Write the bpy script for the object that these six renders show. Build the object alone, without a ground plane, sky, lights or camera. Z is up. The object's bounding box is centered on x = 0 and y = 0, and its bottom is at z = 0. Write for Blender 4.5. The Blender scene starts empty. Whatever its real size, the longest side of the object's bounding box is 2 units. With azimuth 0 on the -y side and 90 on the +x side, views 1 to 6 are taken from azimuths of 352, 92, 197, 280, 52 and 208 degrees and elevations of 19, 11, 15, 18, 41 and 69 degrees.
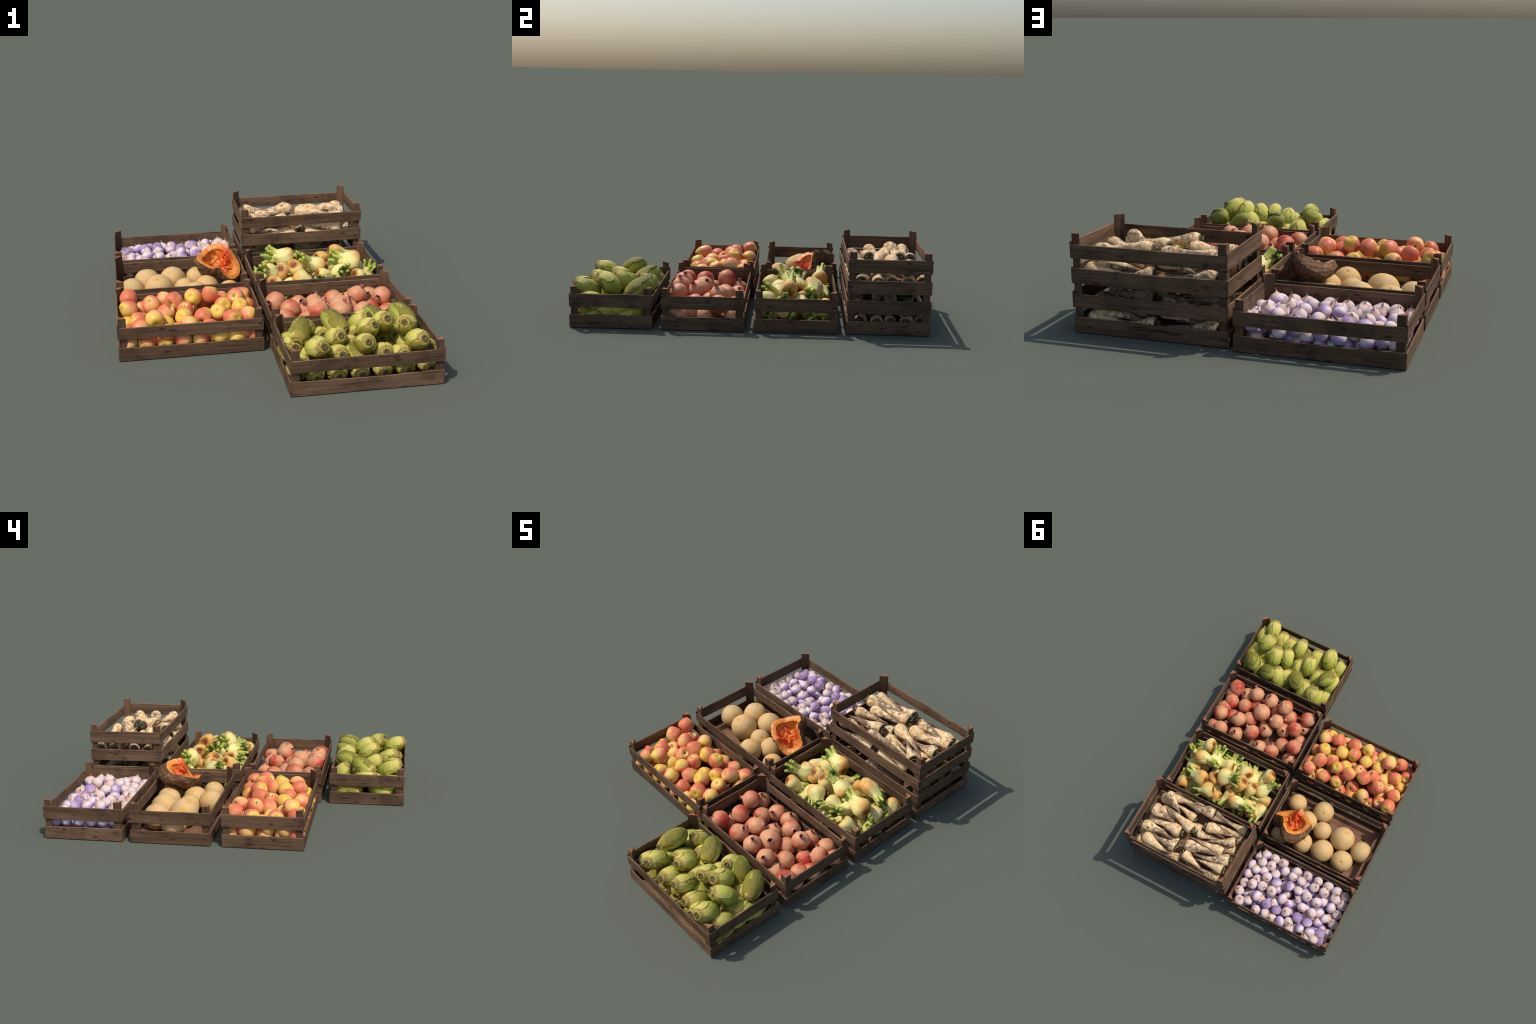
# Market display: eight dark slatted wooden crates filled with produce
# (endive heads, pomegranates, fennel, parsnips, apples, melons with a broken squash, turnips).
import bpy, math, random
from math import sin, cos, pi, exp, sqrt
from mathutils import Vector, Matrix, Quaternion, noise

rng = random.Random(7)
COL = bpy.context.scene.collection


# ------------------------------------------------------------------ helpers
def srgb(r, g, b):
    def f(c):
        c /= 255.0
        return c / 12.92 if c <= 0.04045 else ((c + 0.055) / 1.055) ** 2.4
    return (f(r), f(g), f(b), 1.0)


def smooth(a, b, x):
    t = max(0.0, min(1.0, (x - a) / (b - a)))
    return t * t * (3 - 2 * t)


def nz(x, y, z, s=1.0):
    return noise.noise(Vector((x * s, y * s, z * s)))


def curve(pts, n):
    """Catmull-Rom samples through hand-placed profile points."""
    out = []
    m = len(pts) - 1
    for i in range(n + 1):
        t = i / n * m
        k = min(int(t), m - 1)
        f = t - k
        p0, p1, p2, p3 = pts[max(k - 1, 0)], pts[k], pts[k + 1], pts[min(k + 2, m)]
        out.append(tuple(0.5 * (2 * b + (c - a) * f + (2 * a - 5 * b + 4 * c - d) * f * f + (3 * b - a - 3 * c + d) * f ** 3)
                         for a, b, c, d in zip(p0, p1, p2, p3)))
    return out


def make_mesh(name, verts, faces, mat, smooth_on=True):
    me = bpy.data.meshes.new(name)
    me.from_pydata([tuple(v) for v in verts], [], faces)
    me.update()
    if smooth_on:
        me.polygons.foreach_set("use_smooth", [True] * len(me.polygons))
    if mat:
        me.materials.append(mat)
    return me


def lathe(profile, seg, warp=None):
    """Turn (radius, z) samples round z; first and last samples are poles. warp(Vector, theta, t) -> Vector."""
    n = len(profile)
    verts, faces = [], []
    r0, z0 = profile[0]
    verts.append(Vector((0, 0, z0)))
    for i in range(1, n - 1):
        r, z = profile[i]
        for j in range(seg):
            a = 2 * pi * j / seg
            verts.append(Vector((max(r, 0.0) * cos(a), max(r, 0.0) * sin(a), z)))
    verts.append(Vector((0, 0, profile[-1][1])))
    if warp:
        m = len(verts)
        for k, v in enumerate(verts):
            t = 0.0 if k == 0 else (1.0 if k == m - 1 else (1 + (k - 1) // seg) / (n - 1))
            verts[k] = warp(v, math.atan2(v.y, v.x), t)
    for j in range(seg):
        faces.append((0, 1 + (j + 1) % seg, 1 + j))
    for i in range(n - 3):
        a, b = 1 + i * seg, 1 + (i + 1) * seg
        for j in range(seg):
            faces.append((a + j, a + (j + 1) % seg, b + (j + 1) % seg, b + j))
    last = len(verts) - 1
    b = 1 + (n - 3) * seg
    for j in range(seg):
        faces.append((b + j, b + (j + 1) % seg, last))
    # orient outward
    vol = 0.0
    for f in faces:
        for k in range(1, len(f) - 1):
            vol += verts[f[0]].dot(verts[f[k]].cross(verts[f[k + 1]]))
    if vol < 0:
        faces = [tuple(reversed(f)) for f in faces]
    return verts, faces


def tube(path, radii, seg=8, cap=True):
    verts, faces = [], []
    n = len(path)
    up = Vector((0.31, 0.77, 0.2)).normalized()
    for i, p in enumerate(path):
        d = (path[min(i + 1, n - 1)] - path[max(i - 1, 0)]).normalized()
        s = d.cross(up).normalized()
        w = s.cross(d)
        for j in range(seg):
            a = 2 * pi * j / seg
            verts.append(p + (s * cos(a) + w * sin(a)) * radii[i])
    for i in range(n - 1):
        for j in range(seg):
            faces.append((i * seg + j, i * seg + (j + 1) % seg, (i + 1) * seg + (j + 1) % seg, (i + 1) * seg + j))
    if cap:
        for i, flip in ((0, True), (n - 1, False)):
            c = len(verts)
            verts.append(path[i].copy())
            for j in range(seg):
                f = (i * seg + j, i * seg + (j + 1) % seg, c)
                faces.append(tuple(reversed(f)) if flip else f)
    return verts, faces


def merge(*parts):
    V, F = [], []
    for v, f in parts:
        o = len(V)
        V += list(v)
        F += [tuple(i + o for i in q) for q in f]
    return V, F


def thicken(verts, faces, t, rows, cols):
    """Give a (rows x cols) grid sheet a small thickness with closed border."""
    me = bpy.data.meshes.new("tmp")
    me.from_pydata([tuple(v) for v in verts], [], faces)
    me.update()
    nor = [Vector(v.normal) for v in me.vertices]
    bpy.data.meshes.remove(me)
    n = len(verts)
    V = [v + nor[i] * t * .5 for i, v in enumerate(verts)] + [v - nor[i] * t * .5 for i, v in enumerate(verts)]
    F = list(faces) + [tuple(reversed([i + n for i in f])) for f in faces]
    ring = [c for c in range(cols)] + [r * cols + cols - 1 for r in range(1, rows)] + \
           [(rows - 1) * cols + c for c in range(cols - 2, -1, -1)] + [r * cols for r in range(rows - 2, 0, -1)]
    for k in range(len(ring)):
        a, b = ring[k], ring[(k + 1) % len(ring)]
        F.append((b, a, a + n, b + n))
    return V, F


def aim(d, spin=0.0):
    d = Vector(d).normalized()
    return d.to_track_quat('Z', 'Y') @ Quaternion((0, 0, 1), spin)


def place(me, name, pos, direction, spin, scale, parts=(), label=None, category=None):
    """Set down one piece of produce as a top-level mesh with its parts as children."""
    ob = bpy.data.objects.new(name, me)
    ob.location = pos
    ob.rotation_mode = 'QUATERNION'
    ob.rotation_quaternion = aim(direction, spin)
    ob.scale = (scale, scale, scale) if isinstance(scale, (int, float)) else scale
    if label:
        ob["label"] = label
        ob["category"] = category
    COL.objects.link(ob)
    for pname, pme in parts:
        c = bpy.data.objects.new(pname, pme)
        c.parent = ob
        COL.objects.link(c)
    return ob


# ------------------------------------------------------------------ material toolkit
class Mat:
    def __init__(self, name, rough=0.6, spec=0.3):
        self.m = bpy.data.materials.new(name)
        self.m.use_nodes = True
        self.t = self.m.node_tree
        self.b = self.t.nodes["Principled BSDF"]
        self.b.inputs["Roughness"].default_value = rough
        self.b.inputs["Specular IOR Level"].default_value = spec
        self.co = self.t.nodes.new("ShaderNodeTexCoord").outputs["Object"]
        info = self.t.nodes.new("ShaderNodeObjectInfo")
        self.rand = info.outputs["Random"]
        k = self.math('MULTIPLY', self.rand, 37.0)
        self.seed = self.vec(k, k, k)
        self.sep = self.t.nodes.new("ShaderNodeSeparateXYZ")
        self.link(self.co, self.sep.inputs[0])
        self.x, self.y, self.z = self.sep.outputs

    def link(self, a, b):
        self.t.links.new(a, b)

    def put(self, sock, v):
        if hasattr(v, "default_value") or isinstance(v, bpy.types.NodeSocket):
            self.link(v, sock)
        else:
            sock.default_value = v

    def math(self, op, a, b=0.0, c=0.0, clamp=False):
        n = self.t.nodes.new("ShaderNodeMath")
        n.operation = op
        n.use_clamp = clamp
        self.put(n.inputs[0], a)
        self.put(n.inputs[1], b)
        self.put(n.inputs[2], c)
        return n.outputs[0]

    def vec(self, x, y, z):
        n = self.t.nodes.new("ShaderNodeCombineXYZ")
        for i, v in enumerate((x, y, z)):
            self.put(n.inputs[i], v)
        return n.outputs[0]

    def scaled(self, sx, sy, sz, seeded=True, src=None):
        n = self.t.nodes.new("ShaderNodeVectorMath")
        n.operation = 'MULTIPLY_ADD'
        self.put(n.inputs[0], src or self.co)
        n.inputs[1].default_value = (sx, sy, sz)
        if seeded:
            self.put(n.inputs[2], self.seed)
        return n.outputs[0]

    def noise(self, vec, scale=1.0, detail=3.0, rough=0.55, dist=0.0):
        n = self.t.nodes.new("ShaderNodeTexNoise")
        self.put(n.inputs["Vector"], vec)
        n.inputs["Scale"].default_value = scale
        n.inputs["Detail"].default_value = detail
        n.inputs["Roughness"].default_value = rough
        n.inputs["Distortion"].default_value = dist
        return n.outputs[0]

    def voronoi(self, vec, scale=1.0, feature='F1'):
        n = self.t.nodes.new("ShaderNodeTexVoronoi")
        n.feature = feature
        self.put(n.inputs["Vector"], vec)
        n.inputs["Scale"].default_value = scale
        return n.outputs["Distance"]

    def ramp(self, f, a, b):
        n = self.t.nodes.new("ShaderNodeMapRange")
        n.interpolation_type = 'SMOOTHSTEP'
        self.put(n.inputs["Value"], f)
        n.inputs["From Min"].default_value = a
        n.inputs["From Max"].default_value = b
        return n.outputs["Result"]

    def colours(self, f, stops):
        n = self.t.nodes.new("ShaderNodeValToRGB")
        el = n.color_ramp.elements
        while len(el) < len(stops):
            el.new(0.5)
        for e, (p, c) in zip(el, stops):
            e.position = p
            e.color = c
        self.put(n.inputs[0], f)
        return n.outputs[0]

    def mix(self, f, a, b, mode='MIX'):
        n = self.t.nodes.new("ShaderNodeMix")
        n.data_type = 'RGBA'
        n.blend_type = mode
        self.put(n.inputs[0], f)
        self.put(n.inputs[6], a)
        self.put(n.inputs[7], b)
        return n.outputs[2]

    def radius(self):
        return self.math('SQRT', self.math('ADD', self.math('MULTIPLY', self.x, self.x), self.math('MULTIPLY', self.y, self.y)))

    def done(self, colour, height=None, strength=0.3, dist=0.002, sss=0.0):
        self.put(self.b.inputs["Base Color"], colour)
        if height is not None:
            n = self.t.nodes.new("ShaderNodeBump")
            n.inputs["Strength"].default_value = strength
            n.inputs["Distance"].default_value = dist
            self.put(n.inputs["Height"], height)
            self.link(n.outputs[0], self.b.inputs["Normal"])
        return self.m


# ------------------------------------------------------------------ materials
def wood(name, base, dark, light, ax):
    """Weathered brown timber; grain runs along local axis ax."""
    m = Mat(name, 0.75, 0.15)
    st = [22.0, 22.0, 22.0]
    st[ax] = 1.0
    warp = m.noise(m.scaled(3, 3, 3), 2.0, 2)
    g = m.noise(m.scaled(*[s * 5 for s in st]), 1.0, 5, 0.65, 0.6)
    broad = m.noise(m.scaled(*[s * .55 for s in st]), 1.0, 3, 0.6, 0.8)
    col = m.mix(m.ramp(broad, .34, .66), base, light)
    col = m.mix(m.math('MULTIPLY', m.ramp(g, .47, .72), .62), col, dark)
    stain = m.noise(m.scaled(7, 7, 7), 1.0, 3, .6)
    col = m.mix(m.math('MULTIPLY', m.ramp(stain, .48, .68), .45), col, dark)
    crack = m.noise(m.scaled(*[s * 1.6 for s in st]), 1.0, 2, .5, 1.0)
    line = m.math('SUBTRACT', 1.0, m.ramp(m.math('ABSOLUTE', m.math('SUBTRACT', crack, .5)), 0.0, .018))
    line = m.math('MULTIPLY', line, m.ramp(warp, .52, .62))
    col = m.mix(m.math('MULTIPLY', line, .85), col, srgb(30, 23, 19))
    knots = m.voronoi(m.scaled(*[9.0 if i == ax else 26.0 for i in range(3)]), 1.0)
    kn = m.math('SUBTRACT', 1.0, m.ramp(knots, .10, .22))
    col = m.mix(m.math('MULTIPLY', kn, .7), col, srgb(45, 33, 27))
    h = m.math('SUBTRACT', m.math('MULTIPLY', g, .6), line)
    return m.done(col, h, 0.5, 0.003)


WOOD_D, WOOD_B, WOOD_L = srgb(48, 37, 28), srgb(90, 69, 52), srgb(116, 91, 70)
M_SLAT = wood("crate_slat_wood", WOOD_B, WOOD_D, WOOD_L, 0)
M_POST = wood("crate_post_wood", srgb(84, 63, 47), WOOD_D, srgb(108, 82, 61), 2)
M_EDGE_SUN_TINT = wood("crate_slat_edge_sun_tint", srgb(112, 84, 64), srgb(70, 53, 41), srgb(142, 110, 86), 0)  # slat wood lightened on the chamfers to paint sunlight along the edges
M_FLOOR = wood("crate_floor_wood", srgb(118, 84, 64), srgb(80, 56, 42), srgb(138, 102, 80), 0)


def end_grain():
    m = Mat("post_end_grain", .8, .1)
    n = m.noise(m.scaled(90, 90, 90), 1, 4, .6)
    return m.done(m.colours(n, [(.3, srgb(84, 58, 44)), (.5, srgb(136, 92, 66)), (.72, srgb(156, 108, 80))]), n, .3, .002)


M_END = end_grain()


def apple_skin():
    m = Mat("apple_skin", .45, .35)
    side = m.math('ADD', m.math('MULTIPLY', m.x, .55), m.math('MULTIPLY', m.z, .18))
    n = m.noise(m.scaled(1.1, 1.1, 1.1), 1.3, 3)
    streak = m.noise(m.scaled(9, 9, 1.2), 1.0, 3)
    f = m.math('ADD', m.math('ADD', side, m.math('MULTIPLY', n, 1.0)), m.math('MULTIPLY', streak, .35))
    f = m.math('MULTIPLY', m.math('ADD', f, m.math('MULTIPLY', m.rand, .3)), .74)
    blush = m.colours(f, [(.22, srgb(222, 184, 92)), (.42, srgb(226, 170, 110)), (.62, srgb(222, 144, 98)), (.88, srgb(206, 110, 76))])
    zc = m.math('ADD', m.z, m.math('MULTIPLY', m.math('SUBTRACT', n, .5), 1.3))
    zc = m.math('ADD', zc, m.math('MULTIPLY', m.x, .35))
    low = m.math('MULTIPLY', m.math('SUBTRACT', 1.0, m.ramp(zc, -1.0, -.2)), .9)
    ycol = m.mix(m.noise(m.scaled(2, 2, 2), 2, 3), srgb(226, 186, 76), srgb(204, 168, 60))
    col = m.mix(low, blush, ycol)
    r = m.radius()
    top = m.math('MULTIPLY', m.math('SUBTRACT', 1.0, m.ramp(m.math('ADD', r, m.math('MULTIPLY', m.math('SUBTRACT', streak, .5), .35)), .16, .5)), m.ramp(m.z, 0, .3))
    col = m.mix(top, col, srgb(216, 198, 108))
    pit = m.math('MULTIPLY', m.math('SUBTRACT', 1.0, m.ramp(r, .05, .2)), m.ramp(m.z, 0, .3))
    col = m.mix(m.math('MULTIPLY', pit, .6), col, srgb(120, 110, 40))
    sp = m.voronoi(m.scaled(7, 7, 7), 1.6)
    spots = m.math('MULTIPLY', m.math('SUBTRACT', 1.0, m.ramp(sp, .05, .1)), .35)
    col = m.mix(spots, col, srgb(150, 110, 60))
    return m.done(col, n, .05, .02)


def plain(name, c1, c2, scale=60, rough=.7, bump=.2):
    m = Mat(name, rough, .2)
    n = m.noise(m.scaled(scale, scale, scale), 1, 3)
    return m.done(m.mix(m.ramp(n, .35, .65), c1, c2), n, bump, .01)


def pomegranate_skin():
    m = Mat("pomegranate_skin", .5, .3)
    n = m.noise(m.scaled(1, 1, 1), 1.0, 3)
    f = m.math('ADD', m.math('MULTIPLY', m.x, .34), m.math('MULTIPLY', m.z, -.28))
    f = m.math('ADD', f, m.math('MULTIPLY', n, 1.15))
    col = m.colours(f, [(.38, srgb(200, 146, 106)), (.70, srgb(194, 124, 90)), (.90, srgb(190, 92, 66)), (1.0, srgb(172, 58, 42))])
    mott = m.noise(m.scaled(4, 4, 4), 2, 4, .65)
    col = m.mix(m.math('MULTIPLY', m.ramp(mott, .46, .7), .5), col, srgb(190, 112, 84))
    sp = m.voronoi(m.scaled(4, 4, 4), 1.3)
    col = m.mix(m.math('MULTIPLY', m.math('SUBTRACT', 1, m.ramp(sp, .04, .09)), .6), col, srgb(126, 62, 46))
    scar = m.math('MULTIPLY', m.math('SUBTRACT', 1, m.ramp(m.radius(), .06, .16)), m.ramp(m.math('MULTIPLY', m.z, -1), .3, .6))
    col = m.mix(m.math('MULTIPLY', scar, .7), col, srgb(110, 80, 80))
    return m.done(col, mott, .08, .02)


def pomegranate_crown():
    m = Mat("pomegranate_calyx", .7, .2)
    n = m.noise(m.scaled(6, 6, 6), 1, 3)
    r = m.radius()
    col = m.mix(m.ramp(m.math('ADD', m.z, m.math('MULTIPLY', n, .2)), 1.22, 1.42), srgb(206, 124, 106), srgb(128, 88, 84))
    inside = m.math('MULTIPLY', m.math('SUBTRACT', 1, m.ramp(r, .11, .16)), m.ramp(m.z, .9, 1.0))
    col = m.mix(inside, col, srgb(48, 40, 42))
    return m.done(col, n, .3, .02)


def turnip_skin():
    m = Mat("turnip_skin", .5, .3)
    n = m.noise(m.scaled(1.6, 1.6, 1.6), 1.4, 4, .65)
    fine = m.noise(m.scaled(7, 7, 7), 1.5, 3)
    zz = m.math('ADD', m.z, m.math('MULTIPLY', m.math('SUBTRACT', n, .5), .9))
    zz = m.math('ADD', zz, m.math('MULTIPLY', m.math('SUBTRACT', fine, .5), .6))
    col = m.colours(m.math('ADD', m.math('MULTIPLY', zz, .5), .5),
                    [(.10, srgb(206, 184, 174)), (.32, srgb(214, 198, 198)), (.46, srgb(206, 190, 204)), (.54, srgb(186, 164, 192)), (.74, srgb(162, 132, 176)), (1.0, srgb(144, 118, 154))])
    tan = m.math('MULTIPLY', m.math('SUBTRACT', 1, m.ramp(zz, -.85, -.3)), m.ramp(m.noise(m.scaled(1.2, 1.2, 1.2), 1, 2), .42, .6))
    col = m.mix(m.math('MULTIPLY', tan, .6), col, srgb(204, 158, 136))
    tail = m.math('SUBTRACT', 1, m.ramp(m.z, -1.3, -.95))
    col = m.mix(m.math('MULTIPLY', tail, .75), col, srgb(120, 104, 100))
    return m.done(col, fine, .1, .02)


def endive_skin(name, dark):
    m = Mat(name, .5, .3)
    ang = m.math('ARCTAN2', m.y, m.x)
    fan = m.vec(m.math('MULTIPLY', ang, 4.6), m.math('MULTIPLY', m.z, 1.3), m.math('MULTIPLY', m.rand, 9.0))
    n = m.noise(m.scaled(1.5, 1.5, 1.5), 1, 3)
    vein = m.noise(fan, 2.2, 4, .6, 1.2)
    line = m.math('SUBTRACT', 1.0, m.ramp(m.math('ABSOLUTE', m.math('SUBTRACT', vein, .5)), 0.0, .05))
    zz = m.math('ADD', m.z, m.math('MULTIPLY', m.math('SUBTRACT', n, .5), .5))
    if dark:
        col = m.colours(m.math('MULTIPLY', zz, .3), [(.03, srgb(160, 136, 66)), (.14, srgb(150, 132, 52)), (.4, srgb(122, 114, 38)), (.9, srgb(100, 96, 30))])
        col = m.mix(m.math('MULTIPLY', line, .5), col, srgb(176, 164, 68))
        col = m.mix(m.math('MULTIPLY', m.ramp(n, .5, .68), .4), col, srgb(92, 90, 36))
    else:
        col = m.colours(m.math('MULTIPLY', zz, .3), [(.02, srgb(134, 110, 58)), (.085, srgb(164, 134, 70)), (.14, srgb(210, 194, 102)), (.40, srgb(198, 190, 88)), (.68, srgb(154, 156, 46)), (.95, srgb(126, 132, 34))])
        col = m.mix(m.math('MULTIPLY', m.ramp(vein, .46, .66), .45), col, srgb(138, 140, 32))
        col = m.mix(m.math('MULTIPLY', line, .25), col, srgb(226, 222, 150))
    spots = m.math('MULTIPLY', m.math('SUBTRACT', 1, m.ramp(m.voronoi(m.scaled(3, 3, 3), 1.6), .08, .16)), m.math('SUBTRACT', 1, m.ramp(m.z, .35, .6)))
    col = m.mix(m.math('MULTIPLY', spots, .5), col, srgb(214, 204, 90))
    return m.done(col, m.math('ADD', m.math('MULTIPLY', line, .6), vein), .35, .05)


def endive_root():
    m = Mat("endive_root_end", .75, .2)
    r = m.radius()
    n = m.noise(m.scaled(5, 5, 5), 1.5, 4)
    rr = m.math('ADD', r, m.math('MULTIPLY', m.math('SUBTRACT', n, .5), .34))
    col = m.colours(m.math('MULTIPLY', rr, 2.0), [(.0, srgb(50, 42, 32)), (.16, srgb(104, 94, 74)), (.45, srgb(92, 80, 58)), (.62, srgb(112, 94, 50)), (.84, srgb(186, 172, 78))])
    return m.done(col, n, .5, .05)


def fennel_bulb():
    m = Mat("fennel_bulb_flesh", .45, .3)
    n = m.noise(m.scaled(1.6, 1.6, 1.6), 1, 3)
    ang = m.math('ARCTAN2', m.y, m.x)
    stripe = m.noise(m.vec(m.math('MULTIPLY', ang, 6.0), m.math('MULTIPLY', m.z, .9), m.rand), 2.5, 3, .6, .4)
    col = m.colours(m.math('MULTIPLY', m.math('ADD', m.z, m.math('MULTIPLY', n, .4)), .36),
                    [(.05, srgb(208, 174, 98)), (.3, srgb(224, 208, 138)), (.65, srgb(222, 212, 140)), (.98, srgb(198, 198, 104))])
    col = m.mix(m.math('MULTIPLY', m.ramp(stripe, .45, .7), .35), col, srgb(188, 178, 88))
    # orange-brown bruised side and burnt root plate
    side = m.math('ADD', m.math('MULTIPLY', m.x, .5), m.math('MULTIPLY', m.z, -.35))
    side = m.math('ADD', side, m.math('MULTIPLY', m.rand, .35))
    col = m.mix(m.math('MULTIPLY', m.ramp(m.math('ADD', side, m.math('MULTIPLY', m.math('SUBTRACT', n, .5), .8)), .0, .5), .8), col, srgb(208, 146, 70))
    r = m.radius()
    low = m.math('SUBTRACT', 1, m.ramp(m.z, .1, .4))
    rr = m.math('ADD', r, m.math('MULTIPLY', m.math('SUBTRACT', m.noise(m.scaled(3, 3, 3), 1, 4), .5), .7))
    col = m.mix(m.math('MULTIPLY', m.math('MULTIPLY', m.math('SUBTRACT', 1, m.ramp(rr, .46, .74)), low), .9), col, srgb(166, 100, 46))
    col = m.mix(m.math('MULTIPLY', m.math('SUBTRACT', 1, m.ramp(rr, .2, .46)), low), col, srgb(98, 58, 32))
    col = m.mix(m.math('MULTIPLY', m.math('SUBTRACT', 1, m.ramp(r, .03, .1)), low), col, srgb(150, 124, 60))
    sp = m.math('MULTIPLY', m.math('SUBTRACT', 1, m.ramp(m.voronoi(m.scaled(2, 2, 2), 1.4), .06, .14)), .6)
    col = m.mix(sp, col, srgb(196, 136, 66))
    return m.done(col, stripe, .2, .04)


def fennel_stalk():
    m = Mat("fennel_stalk_skin", .4, .35)
    n = m.noise(m.scaled(6, 6, 1.2), 1.5, 3)
    col = m.colours(m.math('MULTIPLY', m.math('SUBTRACT', m.z, 1.75), .55), [(.0, srgb(214, 206, 130)), (.35, srgb(186, 188, 90)), (.95, srgb(140, 154, 58))])
    col = m.mix(m.math('MULTIPLY', m.ramp(n, .5, .7), .4), col, srgb(112, 134, 42))
    return m.done(col, n, .3, .03)


def fennel_leaf():
    m = Mat("fennel_leaf_green", .5, .3)
    n = m.noise(m.scaled(3, 3, 3), 1.5, 4, .65, .8)
    line = m.math('SUBTRACT', 1.0, m.ramp(m.math('ABSOLUTE', m.math('SUBTRACT', n, .5)), 0.0, .035))
    col = m.mix(m.ramp(n, .35, .65), srgb(50, 76, 26), srgb(88, 112, 42))
    col = m.mix(m.math('MULTIPLY', line, .5), col, srgb(168, 180, 84))
    return m.done(col, n, .5, .05)


def parsnip_skin():
    m = Mat("parsnip_skin", .6, .3)
    n = m.noise(m.scaled(1.2, 1.2, .8), 2, 4, .6)
    ring = m.noise(m.scaled(2.0, 2.0, 16), 1.2, 3, .6, .5)
    col = m.colours(n, [(.30, srgb(252, 230, 190)), (.50, srgb(246, 212, 160)), (.63, srgb(226, 172, 112)), (.82, srgb(176, 122, 80))])
    # soil-stained streaks on the lower taper and along one side
    side = m.math('ADD', m.math('MULTIPLY', m.x, .22), m.math('MULTIPLY', m.z, .085))
    d = m.math('ADD', side, m.math('MULTIPLY', n, .75))
    d = m.math('ADD', d, m.math('MULTIPLY', ring, .45))
    col = m.mix(m.math('MULTIPLY', m.ramp(d, .80, .98), .8), col, srgb(92, 76, 74))
    fib = m.math('MULTIPLY', m.ramp(ring, .56, .64), .8)
    col = m.mix(m.math('MULTIPLY', fib, m.ramp(n, .42, .6)), col, srgb(84, 64, 56))
    sp = m.voronoi(m.scaled(7, 7, 5), 1.0)
    col = m.mix(m.math('MULTIPLY', m.math('SUBTRACT', 1, m.ramp(sp, .10, .18)), .85), col, srgb(52, 40, 36))
    pink = m.noise(m.scaled(3, 3, 3), 1.2, 2)
    col = m.mix(m.math('MULTIPLY', m.ramp(pink, .58, .72), .3), col, srgb(222, 168, 150))
    top = m.math('MULTIPLY', m.math('SUBTRACT', 1, m.ramp(m.math('ADD', m.z, m.math('MULTIPLY', n, .3)), .18, .34)), .9)
    col = m.mix(top, col, srgb(58, 50, 44))
    return m.done(col, m.math('ADD', ring, m.math('MULTIPLY', n, .6)), .5, .06)


def melon_skin():
    m = Mat("melon_rind", .6, .25)
    n = m.noise(m.scaled(1.3, 1.3, 1.3), 1.2, 4)
    ang = m.math('ARCTAN2', m.y, m.x)
    lines = m.noise(m.vec(m.math('MULTIPLY', ang, 22.0), m.math('MULTIPLY', m.z, 6.0), m.rand), 1.6, 4, .65)
    col = m.colours(n, [(.3, srgb(192, 158, 106)), (.5, srgb(200, 166, 114)), (.60, srgb(204, 162, 94)), (.74, srgb(208, 150, 66))])
    col = m.mix(m.math('MULTIPLY', m.ramp(lines, .45, .62), .3), col, srgb(230, 204, 156))
    col = m.mix(m.math('MULTIPLY', m.math('SUBTRACT', 1, m.ramp(lines, .32, .46)), .25), col, srgb(196, 146, 80))
    r = m.radius()
    up = m.ramp(m.z, .3, .6)
    ringm = m.math('MULTIPLY', m.math('SUBTRACT', 1, m.ramp(m.math('ADD', r, m.math('MULTIPLY', n, .12)), .16, .27)), up)
    col = m.mix(m.math('MULTIPLY', ringm, .9), col, srgb(222, 154, 60))
    col = m.mix(m.math('MULTIPLY', m.math('SUBTRACT', 1, m.ramp(r, .05, .1)), up), col, srgb(160, 138, 112))
    gs = m.math('MULTIPLY', m.math('SUBTRACT', 1, m.ramp(m.voronoi(m.scaled(1.5, 1.5, 1.5), 1.5), .06, .12)), .4)
    col = m.mix(gs, col, srgb(176, 156, 140))
    return m.done(col, lines, .25, .02)


def squash_rind():
    m = Mat("squash_rind", .75, .25)
    n = m.noise(m.scaled(22, 22, 22), 1, 5, .65, .4)
    v = m.voronoi(m.scaled(60, 60, 60), 1.0)
    col = m.colours(n, [(.3, srgb(70, 48, 34)), (.5, srgb(112, 80, 54)), (.64, srgb(138, 98, 62)), (.8, srgb(150, 112, 84))])
    col = m.mix(m.math('MULTIPLY', m.ramp(v, .35, .7), .45), col, srgb(66, 46, 34))
    return m.done(col, m.math('ADD', n, m.math('MULTIPLY', v, -.5)), .7, .006)


def squash_flesh():
    m = Mat("squash_flesh", .4, .4)
    n = m.noise(m.scaled(26, 26, 26), 1, 4, .6)
    # the hollow round the middle is redder than the thick wall
    ln = m.t.nodes.new("ShaderNodeVectorMath")
    ln.operation = 'LENGTH'
    m.link(m.co, ln.inputs[0])
    r = m.math('ADD', ln.outputs["Value"], m.math('MULTIPLY', m.math('SUBTRACT', n, .5), .05))
    red = m.math('SUBTRACT', 1, m.ramp(r, .062, .096))
    col = m.mix(m.ramp(n, .35, .68), srgb(212, 134, 56), srgb(194, 112, 42))
    col = m.mix(red, col, m.mix(m.ramp(n, .38, .6), srgb(190, 62, 24), srgb(218, 98, 44)))
    return m.done(col, n, .45, .01)


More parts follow.
